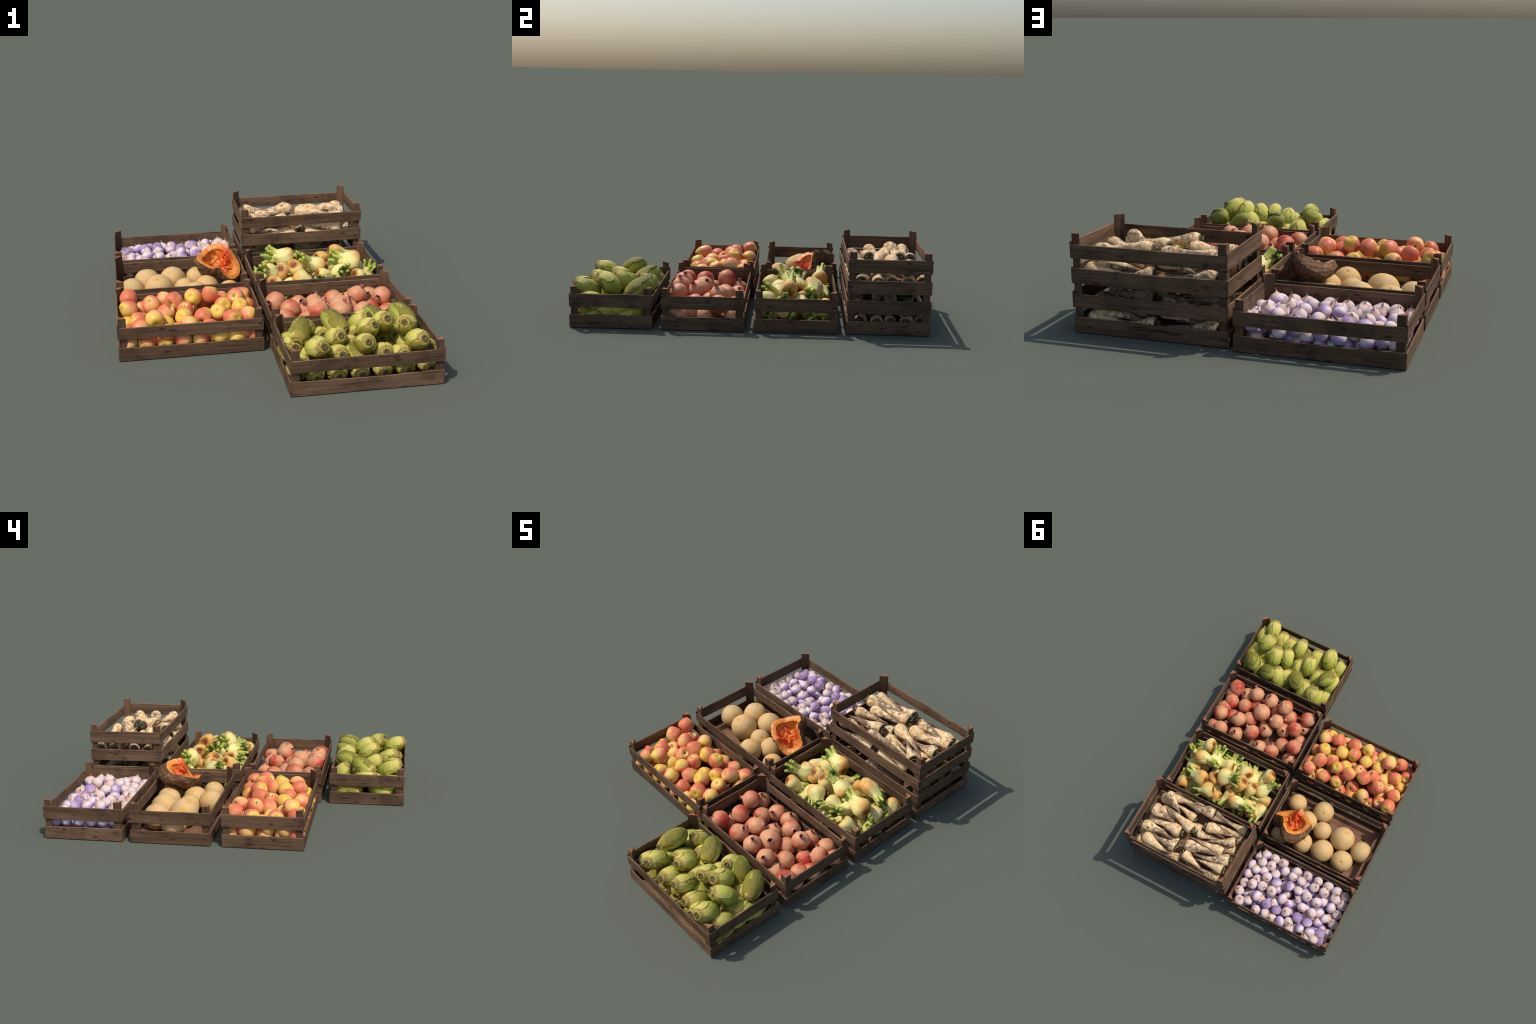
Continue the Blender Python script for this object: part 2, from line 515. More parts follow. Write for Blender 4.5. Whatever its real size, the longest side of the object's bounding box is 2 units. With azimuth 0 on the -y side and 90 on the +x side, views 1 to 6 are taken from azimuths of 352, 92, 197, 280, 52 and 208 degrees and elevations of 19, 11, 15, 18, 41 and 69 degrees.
M_APPLE, M_POM, M_CROWN, M_TURNIP = apple_skin(), pomegranate_skin(), pomegranate_crown(), turnip_skin()
M_STEM = plain("apple_stem_wood", srgb(60, 44, 26), srgb(92, 78, 38), 8)
M_CALYX = plain("apple_calyx_dry", srgb(70, 62, 34), srgb(120, 112, 52), 8)
M_STUB = plain("turnip_leaf_stub_skin", srgb(170, 168, 96), srgb(126, 116, 104), 3)
M_ENDIVE, M_ENDIVE_DARK, M_ROOT = endive_skin("endive_leaf_pale", False), endive_skin("endive_leaf_olive", True), endive_root()
M_FENNEL, M_STALK, M_FLEAF = fennel_bulb(), fennel_stalk(), fennel_leaf()
M_PARSNIP = parsnip_skin()
M_SOIL = plain("parsnip_crown_soil", srgb(34, 29, 26), srgb(78, 68, 58), 5, .8, .6)
M_SHOOT = plain("parsnip_shoot", srgb(170, 176, 130), srgb(110, 116, 84), 6)
M_MELON, M_RIND, M_FLESH = melon_skin(), squash_rind(), squash_flesh()
M_PULP = plain("squash_pulp", srgb(184, 62, 26), srgb(216, 108, 62), 70, .3, .4)

# ------------------------------------------------------------------ crate
LEN, WID = 0.737, 0.453          # outside size
TH = 0.0070                      # slat thickness
FLOOR = 0.016
STACK = 0.2262


def board(length, height, thick, seed, wob=0.0016):
    """A sawn slat along x with gently uneven edges; z from 0 to height, y from 0 to thick (inwards)."""
    n = 36
    V, F = [], []
    for i in range(n + 1):
        x = -length / 2 + length * i / n
        lo = wob * abs(nz(x * 9, seed, 1.3)) * .5
        hi = wob * (nz(x * 8, seed, 7.7) + .6 * nz(x * 25, seed, 3.1))
        y = .0007 * nz(x * 7, seed, 5.5)
        b = .0018
        for (yy, zz) in ((b, lo), (0, lo + b), (0, height + hi - b), (b, height + hi), (thick - b, height + hi),
                         (thick, height + hi - b), (thick, lo + b), (thick - b, lo)):
            V.append(Vector((x, yy + y, zz)))
    for i in range(n):
        for j in range(8):
            a, c = i * 8 + j, i * 8 + (j + 1) % 8
            F.append((a, a + 8, c + 8, c))
    F.append(tuple(range(8)))
    F.append(tuple(n * 8 + j for j in reversed(range(8))))
    return V, F


def post_mesh():
    """Triangular corner post: right angle on the outside corner, long face inwards."""
    leg, h = 0.038, 0.2268
    z0 = .002
    V, F = [], []
    rows = 7
    for k in range(rows):
        z = z0 + (h - z0) * k / (rows - 1)
        for x, y in ((0, 0), (leg, 0), (leg - .002, .002), (.002, leg - .002), (0, leg)):
            V.append(Vector((x + .0006 * nz(k * 3.1, x * 60, y * 60), y + .0006 * nz(k * 2.3, x * 60, y * 50 + 4), z + (.003 * nz(x * 50, y * 50, 2.2) if k == rows - 1 else 0))))
    for k in range(rows - 1):
        for j in range(5):
            a, b = k * 5 + j, k * 5 + (j + 1) % 5
            F.append((a, b, b + 5, a + 5))
    F.append((4, 3, 2, 1, 0))
    F.append(tuple((rows - 1) * 5 + j for j in range(5)))
    return V, F


def flat(me):
    me.polygons.foreach_set("use_smooth", [False] * len(me.polygons))
    return me


slat_meshes = {}
for key, (ln, h, seed) in dict(long_low=(LEN - 2 * TH, .0705, 1.0), long_high=(LEN - 2 * TH - .001, .0635, 2.0),
                               end_low=(WID, .0735, 3.0), end_high=(WID, .075, 4.0)).items():
    wob = .0042 if key == 'long_low' else .0016
    me = flat(make_mesh("slat_" + key, *board(ln, h, TH, seed, wob), M_SLAT))
    me.materials.append(M_EDGE_SUN_TINT)
    for f in me.polygons:
        if f.index < 36 * 8 and f.index % 8 in (0, 2, 4, 6):
            f.material_index = 1
    slat_meshes[key] = me
me_post = flat(make_mesh("corner_post", *post_mesh(), M_POST))
me_post.materials.append(M_END)
me_post.polygons[len(me_post.polygons) - 1].material_index = 1
fv, ff = board(LEN - .03, WID - .03, .008, 9.0, .0)
me_floor = flat(make_mesh("floor_board", [Vector((v.x, v.z - (WID - .03) / 2, FLOOR - v.y)) for v in fv], [tuple(reversed(f)) for f in ff], M_FLOOR))


def crate(cx, cy, z):
    root = bpy.data.objects.new("wooden_crate", None)
    root.location = (cx, cy, z)
    root["label"] = "low dark brown slatted wooden produce crate"
    root["category"] = "crate"
    COL.objects.link(root)

    def part(name, me, loc, rot):
        o = bpy.data.objects.new(name, me)
        o.parent = root
        o.location = loc
        o.rotation_euler = (0, 0, rot)
        COL.objects.link(o)
    hx, hy = LEN / 2, WID / 2
    for key, zz in (('low', .0), ('high', .1155)):
        part("slat", slat_meshes['long_' + key], (0, -hy, zz), 0)
        part("slat", slat_meshes['long_' + key], (0, hy, zz), pi)
        part("slat", slat_meshes['end_' + key], (hx, 0, zz + (.0003 if key == 'low' else .0)), pi / 2)
        part("slat", slat_meshes['end_' + key], (-hx, 0, zz + (.0003 if key == 'low' else .0)), -pi / 2)
    g = TH + .0006
    part("corner_post", me_post, (-hx + g, -hy + g, 0), 0)
    part("corner_post", me_post, (hx - g, -hy + g, 0), pi / 2)
    part("corner_post", me_post, (hx - g, hy - g, 0), pi)
    part("corner_post", me_post, (-hx + g, hy - g, 0), -pi / 2)
    part("floor_board", me_floor, (0, 0, 0), 0)


XA, XB = 0.3848, -0.3885
CRATES = dict(endive=(XA, -.7655, 0), pomegranate=(XA, -.262, 0), fennel=(XA, .2455, 0), parsnip=(.3775, .748, 0),
              parsnip_top=(.3775, .748, STACK), apple=(XB, -.244, 0), melon=(XB, .2735, 0), turnip=(XB, .773, 0))
for c in CRATES.values():
    crate(*c)


def inside(kind, x, y, pad):
    cx, cy, _ = CRATES[kind]
    return abs(x - cx) < LEN / 2 - TH - pad and abs(y - cy) < WID / 2 - TH - pad


def off_posts(kind, x, y, r):
    cx, cy, _ = CRATES[kind]
    dx, dy = LEN / 2 - TH - abs(x - cx), WID / 2 - TH - abs(y - cy)
    return (dx + dy - .038) / sqrt(2) > r * .85


def filler(kind, taken, r, zs, tries, gap, seed, skip=None):
    """Positions for the pieces under the visible ones: anywhere free inside the crate."""
    q = random.Random(seed)
    out = []
    for z in zs:
        for _ in range(tries):
            x = CRATES[kind][0] + q.uniform(-.5, .5) * LEN
            y = CRATES[kind][1] + q.uniform(-.5, .5) * WID
            if not inside(kind, x, y, r * 1.02) or not off_posts(kind, x, y, r):
                continue
            if skip and skip(x, y):
                continue
            p = Vector((x, y, z + q.uniform(0, .008)))
            if all((p - t).length > gap * r for t in taken) and all((p - t).length > gap * r for t in out):
                out.append(p)
    return out


def any_dir(q):
    while True:
        v = Vector((q.uniform(-1, 1), q.uniform(-1, 1), q.uniform(-1, 1)))
        if .2 < v.length < 1:
            return v.normalized()


# ------------------------------------------------------------------ apples
def apple_mesh(k):
    prof = curve([(0, .60), (.07, .62), (.17, .74), (.33, .885), (.56, .90), (.80, .72), (.965, .36), (1.0, .02), (.955, -.33), (.84, -.62),
                  (.66, -.82), (.46, -.90), (.28, -.905), (.13, -.87), (0, -.85)], 30)
    ph = k * 1.7

    def w(v, a, t):
        lob = 1 + .035 * cos(5 * a + ph) * smooth(.45, 1, t) + .02 * cos(2 * a + ph) + .018 * cos(3 * a - ph) * smooth(.6, .1, t)
        n = .05 * nz(v.x, v.y, v.z + k * 9.1)
        lean = .05 * sin(ph)
        return Vector((v.x * (lob + n) + lean * v.z, v.y * (lob + n), v.z * (1 + .05 * cos(a + ph)) * (.98 + .03 * (k % 3))))
    return make_mesh("apple", *lathe(prof, 40, w), M_APPLE)


def apple_stem(k):
    path = [Vector((.05 * i * i * .1 * (1 if k % 2 else -1), .02 * i * sin(k), .56 + .085 * i)) for i in range(6)]
    return make_mesh("stem", *tube(path, [.045, .035, .03, .03, .034, .045], 7), M_STEM)


def apple_calyx():
    V, F = [], []
    for i in range(5):
        a = 2 * pi * i / 5
        d, s = Vector((cos(a), sin(a), 0)), Vector((-sin(a), cos(a), 0))
        o = len(V)
        V += [d * .015 + s * .03 + Vector((0, 0, -.865)), d * .015 - s * .03 + Vector((0, 0, -.865)), d * .075 + Vector((0, 0, -.90)),
              d * .02 + Vector((0, 0, -.83))]
        F += [(o, o + 1, o + 2), (o, o + 2, o + 3), (o + 1, o + 3, o + 2), (o, o + 3, o + 1)]
    return make_mesh("calyx", V, F, M_CALYX, False)


APPLES = [apple_mesh(k) for k in range(5)]
ASTEM = [apple_stem(k) for k in range(5)]
ACAL = apple_calyx()
AR = .0458
# position, stem direction
apple_spots = [
    ((-.079, -.351, .148), (-.7, .6, -.1)), ((-.105, -.405, .105), (.2, .3, -.9)), ((-.167, -.377, .153), (-.4, .9, -.3)),
    ((-.225, -.412, .100), (-.1, .5, .8)), ((-.283, -.409, .134), (-.8, -.3, .5)), ((-.393, -.408, .144), (-.1, -.8, -.5)),
    ((-.505, -.415, .126), (.3, .6, -.6)), ((-.565, -.378, .176), (-.2, .85, .15)), ((-.642, -.413, .150), (.5, .55, .6)),
    ((-.112, -.262, .159), (-.2, .3, -.9)), ((-.060, -.262, .100), (.3, -.8, .2)), ((-.161, -.310, .090), (.1, .5, .8)),
    ((-.232, -.302, .159), (.1, .8, -.5)), ((-.318, -.330, .149), (-.2, -.9, -.2)), ((-.413, -.317, .152), (.5, .7, -.3)),
    ((-.460, -.372, .110), (-.3, .1, .95)), ((-.507, -.327, .132), (.0, .85, -.1)), ((-.125, -.166, .182), (-.3, -.8, .5)),
    ((-.198, -.213, .157), (-.2, .8, -.5)), ((-.062, -.145, .130), (.6, .5, -.5)), ((-.078, -.090, .159), (-.8, .3, 0)),
    ((-.165, -.100, .125), (.7, .2, .3)), ((-.261, -.166, .209), (-.1, -.2, -.95)), ((-.296, -.232, .128), (.3, .4, -.8)),
    ((-.346, -.262, .100), (.1, .3, .9)), ((-.401, -.233, .150), (-.1, -.3, .95)), ((-.351, -.164, .199), (.4, .7, -.5)),
    ((-.199, -.086, .140), (-.2, -.7, -.1)), ((-.289, -.095, .140), (.3, -.6, -.5)), ((-.124, -.062, .095), (.1, .2, .95)),
    ((-.456, -.186, .192), (-.5, -.85, 0)), ((-.504, -.238, .147), (.6, -.1, .6)), ((-.574, -.262, .130), (.2, .8, .4)),
    ((-.647, -.303, .143), (.8, 0, -.4)), ((-.708, -.358, .115), (-.2, .5, .8)), ((-.406, -.118, .128), (.1, .7, .6)),
    ((-.337, -.064, .100), (.1, .4, .8)), ((-.571, -.173, .172), (-.4, -.3, .85)), ((-.634, -.224, .118), (.3, -.4, .8)),
    ((-.706, -.262, .120), (.3, .3, -.8)), ((-.500, -.077, .157), (-.6, .6, .2)), ((-.417, -.064, .105), (.5, -.5, -.5)),
    ((-.695, -.176, .158), (.8, .4, -.3)), ((-.622, -.095, .134), (.2, .3, .9)), ((-.558, -.068, .100), (-.1, .3, .9)),
    ((-.690, -.080, .184), (0, -.8, -.3)), ((-.708, -.150, .095), (-.3, .2, .9)),
    # visible through the slat gaps
    ((-.703, -.060, .072), (-.9, -.1, .25)), ((-.703, -.155, .066), (-.9, .1, .2)), ((-.702, -.250, .066), (-.2, .5, .3)),
    ((-.700, -.345, .068), (-.9, .0, .2)), ((-.703, -.420, .070), (-.6, -.6, .2)), ((-.610, -.418, .068), (.3, .8, .2)),
    ((-.520, -.418, .066), (.2, .9, .1)), ((-.430, -.416, .072), (-.4, .5, .6)), ((-.338, -.416, .066), (.1, .2, .9)),
    ((-.245, -.418, .070), (.5, .5, .3)), ((-.155, -.418, .066), (-.2, .8, .3)), ((-.066, -.414, .068), (.5, -.5, .4)),
]
SA = "ripe red and yellow apple with dark stem"
q = random.Random(11)
taken = []
for i, (p, d) in enumerate(apple_spots):
    if .08 < p[2] < .136:
        p = (p[0], p[1], p[2] - .014)      # half-hidden ones sit deeper
    k = q.randrange(5)
    taken.append(Vector(p))
    place(APPLES[k], "apple", p, d, q.uniform(0, 6.28), AR * q.uniform(.96, 1.04), (("stem", ASTEM[k]), ("calyx", ACAL)), SA, "apple")
for p in filler('apple', taken, AR, (FLOOR + AR,), 500, 1.72, 5):
    k = q.randrange(5)
    place(APPLES[k], "apple", p, any_dir(q), 0, AR, (("stem", ASTEM[k]), ("calyx", ACAL)), SA, "apple")


# ------------------------------------------------------------------ pomegranates
def pom_mesh(k):
    prof = curve([(0, -.90), (.12, -.90), (.35, -.86), (.62, -.72), (.86, -.46), (.99, -.12), (1.0, .10), (.93, .42), (.74, .70),
                  (.5, .87), (.32, .95), (.2, 1.02), (.1, 1.04), (0, 1.04)], 28)
    ph = k * 2.1

    def w(v, a, t):
        m = smooth(.05, .4, t) * smooth(1, .7, t)
        s = 1 + m * (.02 * cos(6 * a + ph) + .03 * cos(2 * a + ph * 1.3) + .06 * nz(v.x * .9, v.y * .9, v.z + k * 5))
        return Vector((v.x * s, v.y * s, v.z))
    return make_mesh("pomegranate", *lathe(prof, 40, w), M_POM)


def pom_crown(k):
    """Flared tube with six pointed sepals, hollow and dark inside."""
    seg, V, F = 36, [], []
    rows = [(.30, .93), (.21, 1.03), (.175, 1.12), (.185, 1.22), (.225, 1.31), (.19, 1.30), (.15, 1.20), (.13, 1.08), (.0, 1.06)]
    for i, (r, z) in enumerate(rows):
        for j in range(seg):
            a = 2 * pi * j / seg
            tooth = abs(((j / seg * 6 + .15 * sin(k)) % 1) - .5) * 2
            up = (1 - tooth) ** .8
            rr, zz = r, z
            if i in (4, 5):
                rr += .04 * up * (1 if i == 4 else .75) + .02 * sin(2 * a + k)
                zz += .12 * up - .07 + .03 * sin(a + k)
            V.append(Vector((rr * cos(a), rr * sin(a), zz)))
    for i in range(len(rows) - 1):
        for j in range(seg):
            F.append((i * seg + j, i * seg + (j + 1) % seg, (i + 1) * seg + (j + 1) % seg, (i + 1) * seg + j))
    return make_mesh("calyx_crown", V, F, M_CROWN)


POMS = [pom_mesh(k) for k in range(4)]
PCROWN = [pom_crown(k) for k in range(4)]
PR = .054
pom_spots = [
    ((.678, -.419, .110), (.1, -.5, -.9), 1.12), ((.583, -.414, .088), (.3, .3, .85), 1.0), ((.511, -.422, .150), (.4, -.56, .72), 1.0),
    ((.666, -.316, .085), (.2, -.3, -.9), 1.0), ((.559, -.320, .099), (.2, -.8, .2), 1.02), ((.395, -.420, .162), (.25, -.1, .96), 1.0),
    ((.277, -.422, .165), (.5, .22, .84), 1.02), ((.685, -.182, .132), (-.6, -.7, .2), 1.0), ((.417, -.315, .140), (.56, -.4, .7), 1.22),
    ((.604, -.222, .075), (.1, .8, -.5), 1.0), ((.538, -.191, .149), (.33, -.2, .92), 1.0), ((.478, -.250, .098), (.4, .6, -.4), 1.0),
    ((.289, -.301, .145), (.72, .34, .6), 1.0), ((.222, -.392, .105), (.3, .6, .3), 1.0), ((.100, -.418, .138), (-.42, -.8, .4), 1.05),
    ((.635, -.087, .098), (-.32, -.79, .53), 1.0), ((.518, -.105, .085), (.07, .22, .97), 1.0), ((.412, -.153, .122), (.8, -.3, .5), 1.0),
    ((.340, -.228, .085), (.09, .27, .96), 1.0), ((.224, -.284, .092), (-.09, .5, .86), 1.0), ((.145, -.307, .150), (.3, .3, -.9), 1.0),
    ((.106, -.370, .072), (-.2, .55, .8), 1.0), ((.322, -.090, .078), (.24, .08, .97), 1.0), ((.229, -.099, .082), (.16, -.75, .6), 1.0),
    ((.187, -.185, .080), (-.3, .5, -.7), 1.0), ((.091, -.178, .142), (-.66, -.7, .22), 1.06), ((.082, -.262, .080), (.6, .4, .3), .95),
    ((.088, -.104, .078), (.17, 0, .98), 1.0), ((.345, -.400, .085), (.5, .2, -.6), 1.0), ((.490, -.375, .078), (.3, .8, -.4), 1.0),
    ((.692, -.100, .072), (.2, .5, -.7), .98), ((.694, -.255, .072), (.1, -.4, -.8), .95), ((.694, -.375, .072), (-.4, -.6, -.5), .98),
]
SP = "round blushed pomegranate with pointed crown"
q = random.Random(21)
taken = []
for p, d, s in pom_spots:
    k = q.randrange(4)
    taken.append(Vector(p))
    place(POMS[k], "pomegranate", p, d, q.uniform(0, 6.28), PR * s * .97, (("calyx_crown", PCROWN[k]),), SP, "pomegranate")
for p in filler('pomegranate', taken, PR, (FLOOR + PR,), 400, 1.7, 8, lambda x, y: (x - .28) ** 2 + (y + .14) ** 2 < .0075):
    k = q.randrange(4)
    place(POMS[k], "pomegranate", p, any_dir(q), 0, PR, (("calyx_crown", PCROWN[k]),), SP, "pomegranate")


# ------------------------------------------------------------------ turnips
def turnip_mesh(k):
    prof = curve([(0, .84), (.12, .83), (.3, .86), (.62, .76), (.9, .44), (1.0, .05), (.93, -.34), (.68, -.66), (.4, -.85), (.2, -1.0),
                  (.10, -1.16), (.06, -1.34), (.035, -1.52), (0, -1.62)], 26)
    ph = k * 1.9

    def w(v, a, t):
        s = 1 + .035 * cos(2 * a + ph) + .05 * nz(v.x, v.y, v.z + 7 * k)
        bend = .30 * max(0, -v.z - .95) ** 1.3
        return Vector((v.x * s + bend * cos(ph), v.y * s + bend * sin(ph), v.z))
    return make_mesh("turnip", *lathe(prof, 28, w), M_TURNIP)


def turnip_stub(k):
    prof = curve([(0, .80), (.2, .80), (.235, .85), (.2, .93), (.13, 1.0 + .04 * (k % 3)), (0, .99)], 10)
    return make_mesh("leaf_stub", *lathe(prof, 14, lambda v, a, t: Vector((v.x * (1 + .12 * cos(3 * a + k)), v.y * (1 + .12 * cos(3 * a + k)), v.z))), M_STUB)


TURN = [turnip_mesh(k) for k in range(4)]
TSTUB = [turnip_stub(k) for k in range(4)]
TR = .0335
# (x, y, z, direction of the tail)
UP = (0, .2, .98)
turnip_spots = [
    (-.105, .592, .118, (.4, -.6, .6)), (-.169, .592, .118, (.1, .4, .85)), (-.233, .590, .115, (.1, .2, .95)), (-.105, .655, .140, (.1, -.3, .9)),
    (-.170, .649, .118, (-.1, .2, .95)), (-.090, .719, .122, (.1, -.6, .6)), (-.049, .700, .112, (-.8, .2, .3)), (-.141, .702, .112, (.3, -.7, .5)),
    (-.052, .765, .100, (-.8, .1, .2)), (-.271, .638, .121, (-.7, .1, .4)), (-.345, .608, .122, (-.5, .2, .6)), (-.420, .592, .116, (-.1, .2, .95)),
    (-.183, .737, .145, (-.3, .4, .8)), (-.222, .686, .120, (0, -.6, .75)), (-.336, .648, .120, (-.6, .2, .6)), (-.127, .775, .112, (-.1, .1, .98)),
    (-.061, .834, .116, (-.4, -.1, .9)), (-.118, .824, .146, (0, .25, .95)), (-.181, .805, .138, (-.5, .1, .7)), (-.257, .736, .130, (-.3, .7, -.2)),
    (-.401, .647, .116, (-.4, -.5, .6)), (-.501, .596, .118, (-.1, .5, .8)), (-.577, .594, .116, (-.1, .6, .7)), (-.057, .898, .122, (.1, -.1, .98)),
    (-.343, .716, .118, (-.6, .1, -.4)), (-.253, .803, .126, (-.2, .1, .95)), (-.411, .717, .123, (-.1, -.6, .6)), (-.497, .648, .121, (-.3, -.1, .9)),
    (-.570, .649, .122, (-.5, .2, .8)), (-.643, .600, .116, (-.4, .5, .6)), (-.711, .604, .108, (.1, .1, .98)), (-.182, .882, .142, (-.7, .1, .2)),
    (-.141, .930, .116, (.1, -.6, .7)), (-.088, .958, .120, (-.1, .6, .7)), (-.342, .815, .118, (-.7, .1, .3)), (-.483, .729, .130, (-.4, .2, .85)),
    (-.263, .900, .132, (0, -.2, -.98)), (-.340, .899, .116, (0, .5, -.7)), (-.281, .955, .115, (-.6, -.2, .5)), (-.404, .882, .118, (.1, .1, .98)),
    (-.558, .734, .136, (-.3, .4, .8)), (-.657, .651, .110, (0, -.4, .85)), (-.715, .667, .104, (.2, -.2, .9)), (-.485, .809, .134, (-.2, .5, .7)),
    (-.657, .718, .110, (-.7, .1, .3)), (-.560, .813, .134, (.1, .5, .7)), (-.713, .738, .100, (.1, -.3, .9)), (-.393, .960, .112, (-.3, .8, -.2)),
    (-.449, .936, .116, (-.2, .2, .9)), (-.488, .884, .138, (.2, .4, -.7)), (-.653, .802, .108, (-.7, .2, .3)), (-.562, .883, .132, (-.2, .6, -.4)),
    (-.715, .807, .100, (.2, -.2, .9)), (-.533, .938, .116, (-.6, .3, -.1)), (-.604, .930, .118, (-.3, .6, .3)), (-.669, .903, .108, (-.1, .7, -.6)),
    (-.715, .880, .098, (.1, .3, .8)), (-.648, .958, .100, (-.2, -.5, .6)), (-.700, .948, .092, (.3, .3, -.7)), (-.470, .965, .098, (-.2, -.4, .8)),
    (-.590, .966, .095, (.2, .4, .7)), (-.215, .960, .100, (.1, .3, .8)), (-.335, .958, .092, (.2, .2, .8)),
]
q = random.Random(33)
SL = "small white turnip with violet shoulders"


def turnip(p, tail, k):
    tail = Vector(tail).normalized()
    cx, cy, _ = CRATES['turnip']
    # tails of the outermost ones turn inwards rather than through the slats
    if abs(p[0] + tail.x * TR * 1.75 - cx) > LEN / 2 - TH:
        tail.x *= -.3
    if abs(p[1] + tail.y * TR * 1.75 - cy) > WID / 2 - TH:
        tail.y *= -.3
    place(TURN[k], "turnip", p, -Vector(tail), q.uniform(0, 6.28), TR * q.uniform(.96, 1.08), (("leaf_stub", TSTUB[k]),), SL, "turnip")


taken = []
for x, y, z, t in turnip_spots:
    z -= .005
    taken.append(Vector((x, y, z)))
    turnip((x, y, z), t, q.randrange(4))
extra = filler('turnip', taken, TR, (FLOOR + TR * .95, FLOOR + TR * 1.85, .084), 1800, 1.55, 9)
for p in extra:
    # crowns mostly sideways or down, tails poking out through the gaps
    turnip(p, Vector((q.uniform(-1, 1), q.uniform(-1, 1), q.uniform(-.3, .9))), q.randrange(4))


# ------------------------------------------------------------------ endive heads
def endive_profile(z):
    """Radius of the closed head at height z (0 root end, 3.5 tip)."""
    t = z / 3.5
    if t < .5:
        return .44 + .60 * sin(pi / 2 * min(1, t / .45)) ** .8
    return 1.04 * max(0.0, 1 - ((t - .5) / .505) ** 2.3) ** .6


def endive_core(k):
    prof = [(0, .06)] + [(endive_profile(z) * (.55 if z == 0 else 1), max(z, .05)) for z in [3.5 * i / 30 for i in range(30)]] + [(0, 3.5)]

    def w(v, a, t):
        s = 1 + .05 * cos(2 * a + k) + .05 * nz(v.x, v.y, v.z * .5 + k * 6) + .012 * sin(11 * a + 2 * nz(v.x, v.y, v.z + k)) * smooth(.1, .3, t)
        bend = .035 * (v.z - 1.5) ** 2 * (1 if k % 2 else -1)
        return Vector((v.x * s + bend * .6, v.y * s, v.z))
    return make_mesh("endive_head", *lathe(prof, 44, w), M_ENDIVE)


def endive_leaf(k, centre, spread, length, lift, mat):
    """Outer leaf wrapped on the head: ragged rim, raised midrib and fanning ribs."""
    rows, cols = 26, 25
    V, F = [], []
    for i in range(rows):
        v = i / (rows - 1)
        for j in range(cols):
            u = j / (cols - 1) * 2 - 1
            width = spread * (.62 + .38 * sin(pi * min(1, v * 1.15 + .12)))
            rag = 1 + .10 * nz(v * 7, centre * 3 + (u > 0), k * 3.3) + .06 * nz(v * 22, centre, k * 5 + (u > 0) * 3)
            a = centre + u * width * rag
            z = .10 + length * v * (1 - .22 * abs(u) ** 2.4) + .07 * nz(u * 5, centre, k + 2.2) * v + .03 * nz(u * 16, centre, k + 9.2) * v
            z = min(z, 3.44)
            r = endive_profile(z) + lift * (.25 + .75 * smooth(0, .3, v))
            r += .035 * exp(-(u / .10) ** 2) * (1 - v) + .012 * sin(u * 26 + v * 9 * (1 if u > 0 else -1)) * v
            r += .055 * smooth(.80, 1, abs(u)) * smooth(.3, .7, v) * (.5 + nz(v * 9, u, k * 2.7)) + .05 * smooth(.88, 1, v) * (z < 2.6)
            r += .03 * nz(a, z, k * 8.8)
            bend = .035 * (z - 1.5) ** 2 * (1 if k % 2 else -1)
            V.append(Vector((r * cos(a) + bend * .6, r * sin(a), z)))
    for i in range(rows - 1):
        for j in range(cols - 1):
            F.append((i * cols + j, i * cols + j + 1, (i + 1) * cols + j + 1, (i + 1) * cols + j))
    return make_mesh("leaf", *thicken(V, F, .022, rows, cols), mat)


def endive_root_mesh(k):
    q = random.Random(k + 70)
    flakes = []
    for i in range(9):
        # torn stubs of the trimmed outer leaves round the cut
        a, r, h = i * 2 * pi / 9 + q.uniform(-.3, .3), q.uniform(.42, .56), q.uniform(.08, .22)
        d, t = Vector((cos(a), sin(a), 0)), Vector((-sin(a), cos(a), 0))
        w = q.uniform(.08, .2)
        base = d * r + Vector((0, 0, .14))
        tip = d * (r + q.uniform(.0, .1)) + t * q.uniform(-.08, .08) + Vector((0, 0, .12 - h))
        flakes.append(([base + t * w, base - t * w, tip, base + t * w * .8 - d * .05, base - t * w * .8 - d * .05, tip - d * .03],
                       [(0, 2, 1), (3, 4, 5), (0, 3, 5, 2), (1, 2, 5, 4), (0, 1, 4, 3)]))
    prof = curve([(0, .02), (.10, .0), (.18, -.06), (.32, -.05), (.37, .03), (.45, .06), (.52, .14), (.5, .22), (0, .22)], 18)
    disc = lathe(prof, 30, lambda v, a, t: Vector((v.x * (1 + .08 * nz(cos(a) * 2, sin(a) * 2, k)), v.y * (1 + .08 * nz(cos(a) * 2, sin(a) * 2, k + 5)), v.z + .07 * nz(v.x * 5, v.y * 5, k))))
    return make_mesh("root_end", *merge(disc, *flakes), M_ROOT)


ENDIVES = []
for k in range(3):
    ENDIVES.append((endive_core(k), (("leaf", endive_leaf(k, .3, 1.25, 3.28, .045, M_ENDIVE_DARK)), ("leaf", endive_leaf(k + .3, 2.5, .95, 2.7, .04, M_ENDIVE)),
                                     ("leaf", endive_leaf(k + .6, 4.4, .85, 2.2, .03, M_ENDIVE)), ("root_end", endive_root_mesh(k)))))
ER = .0472
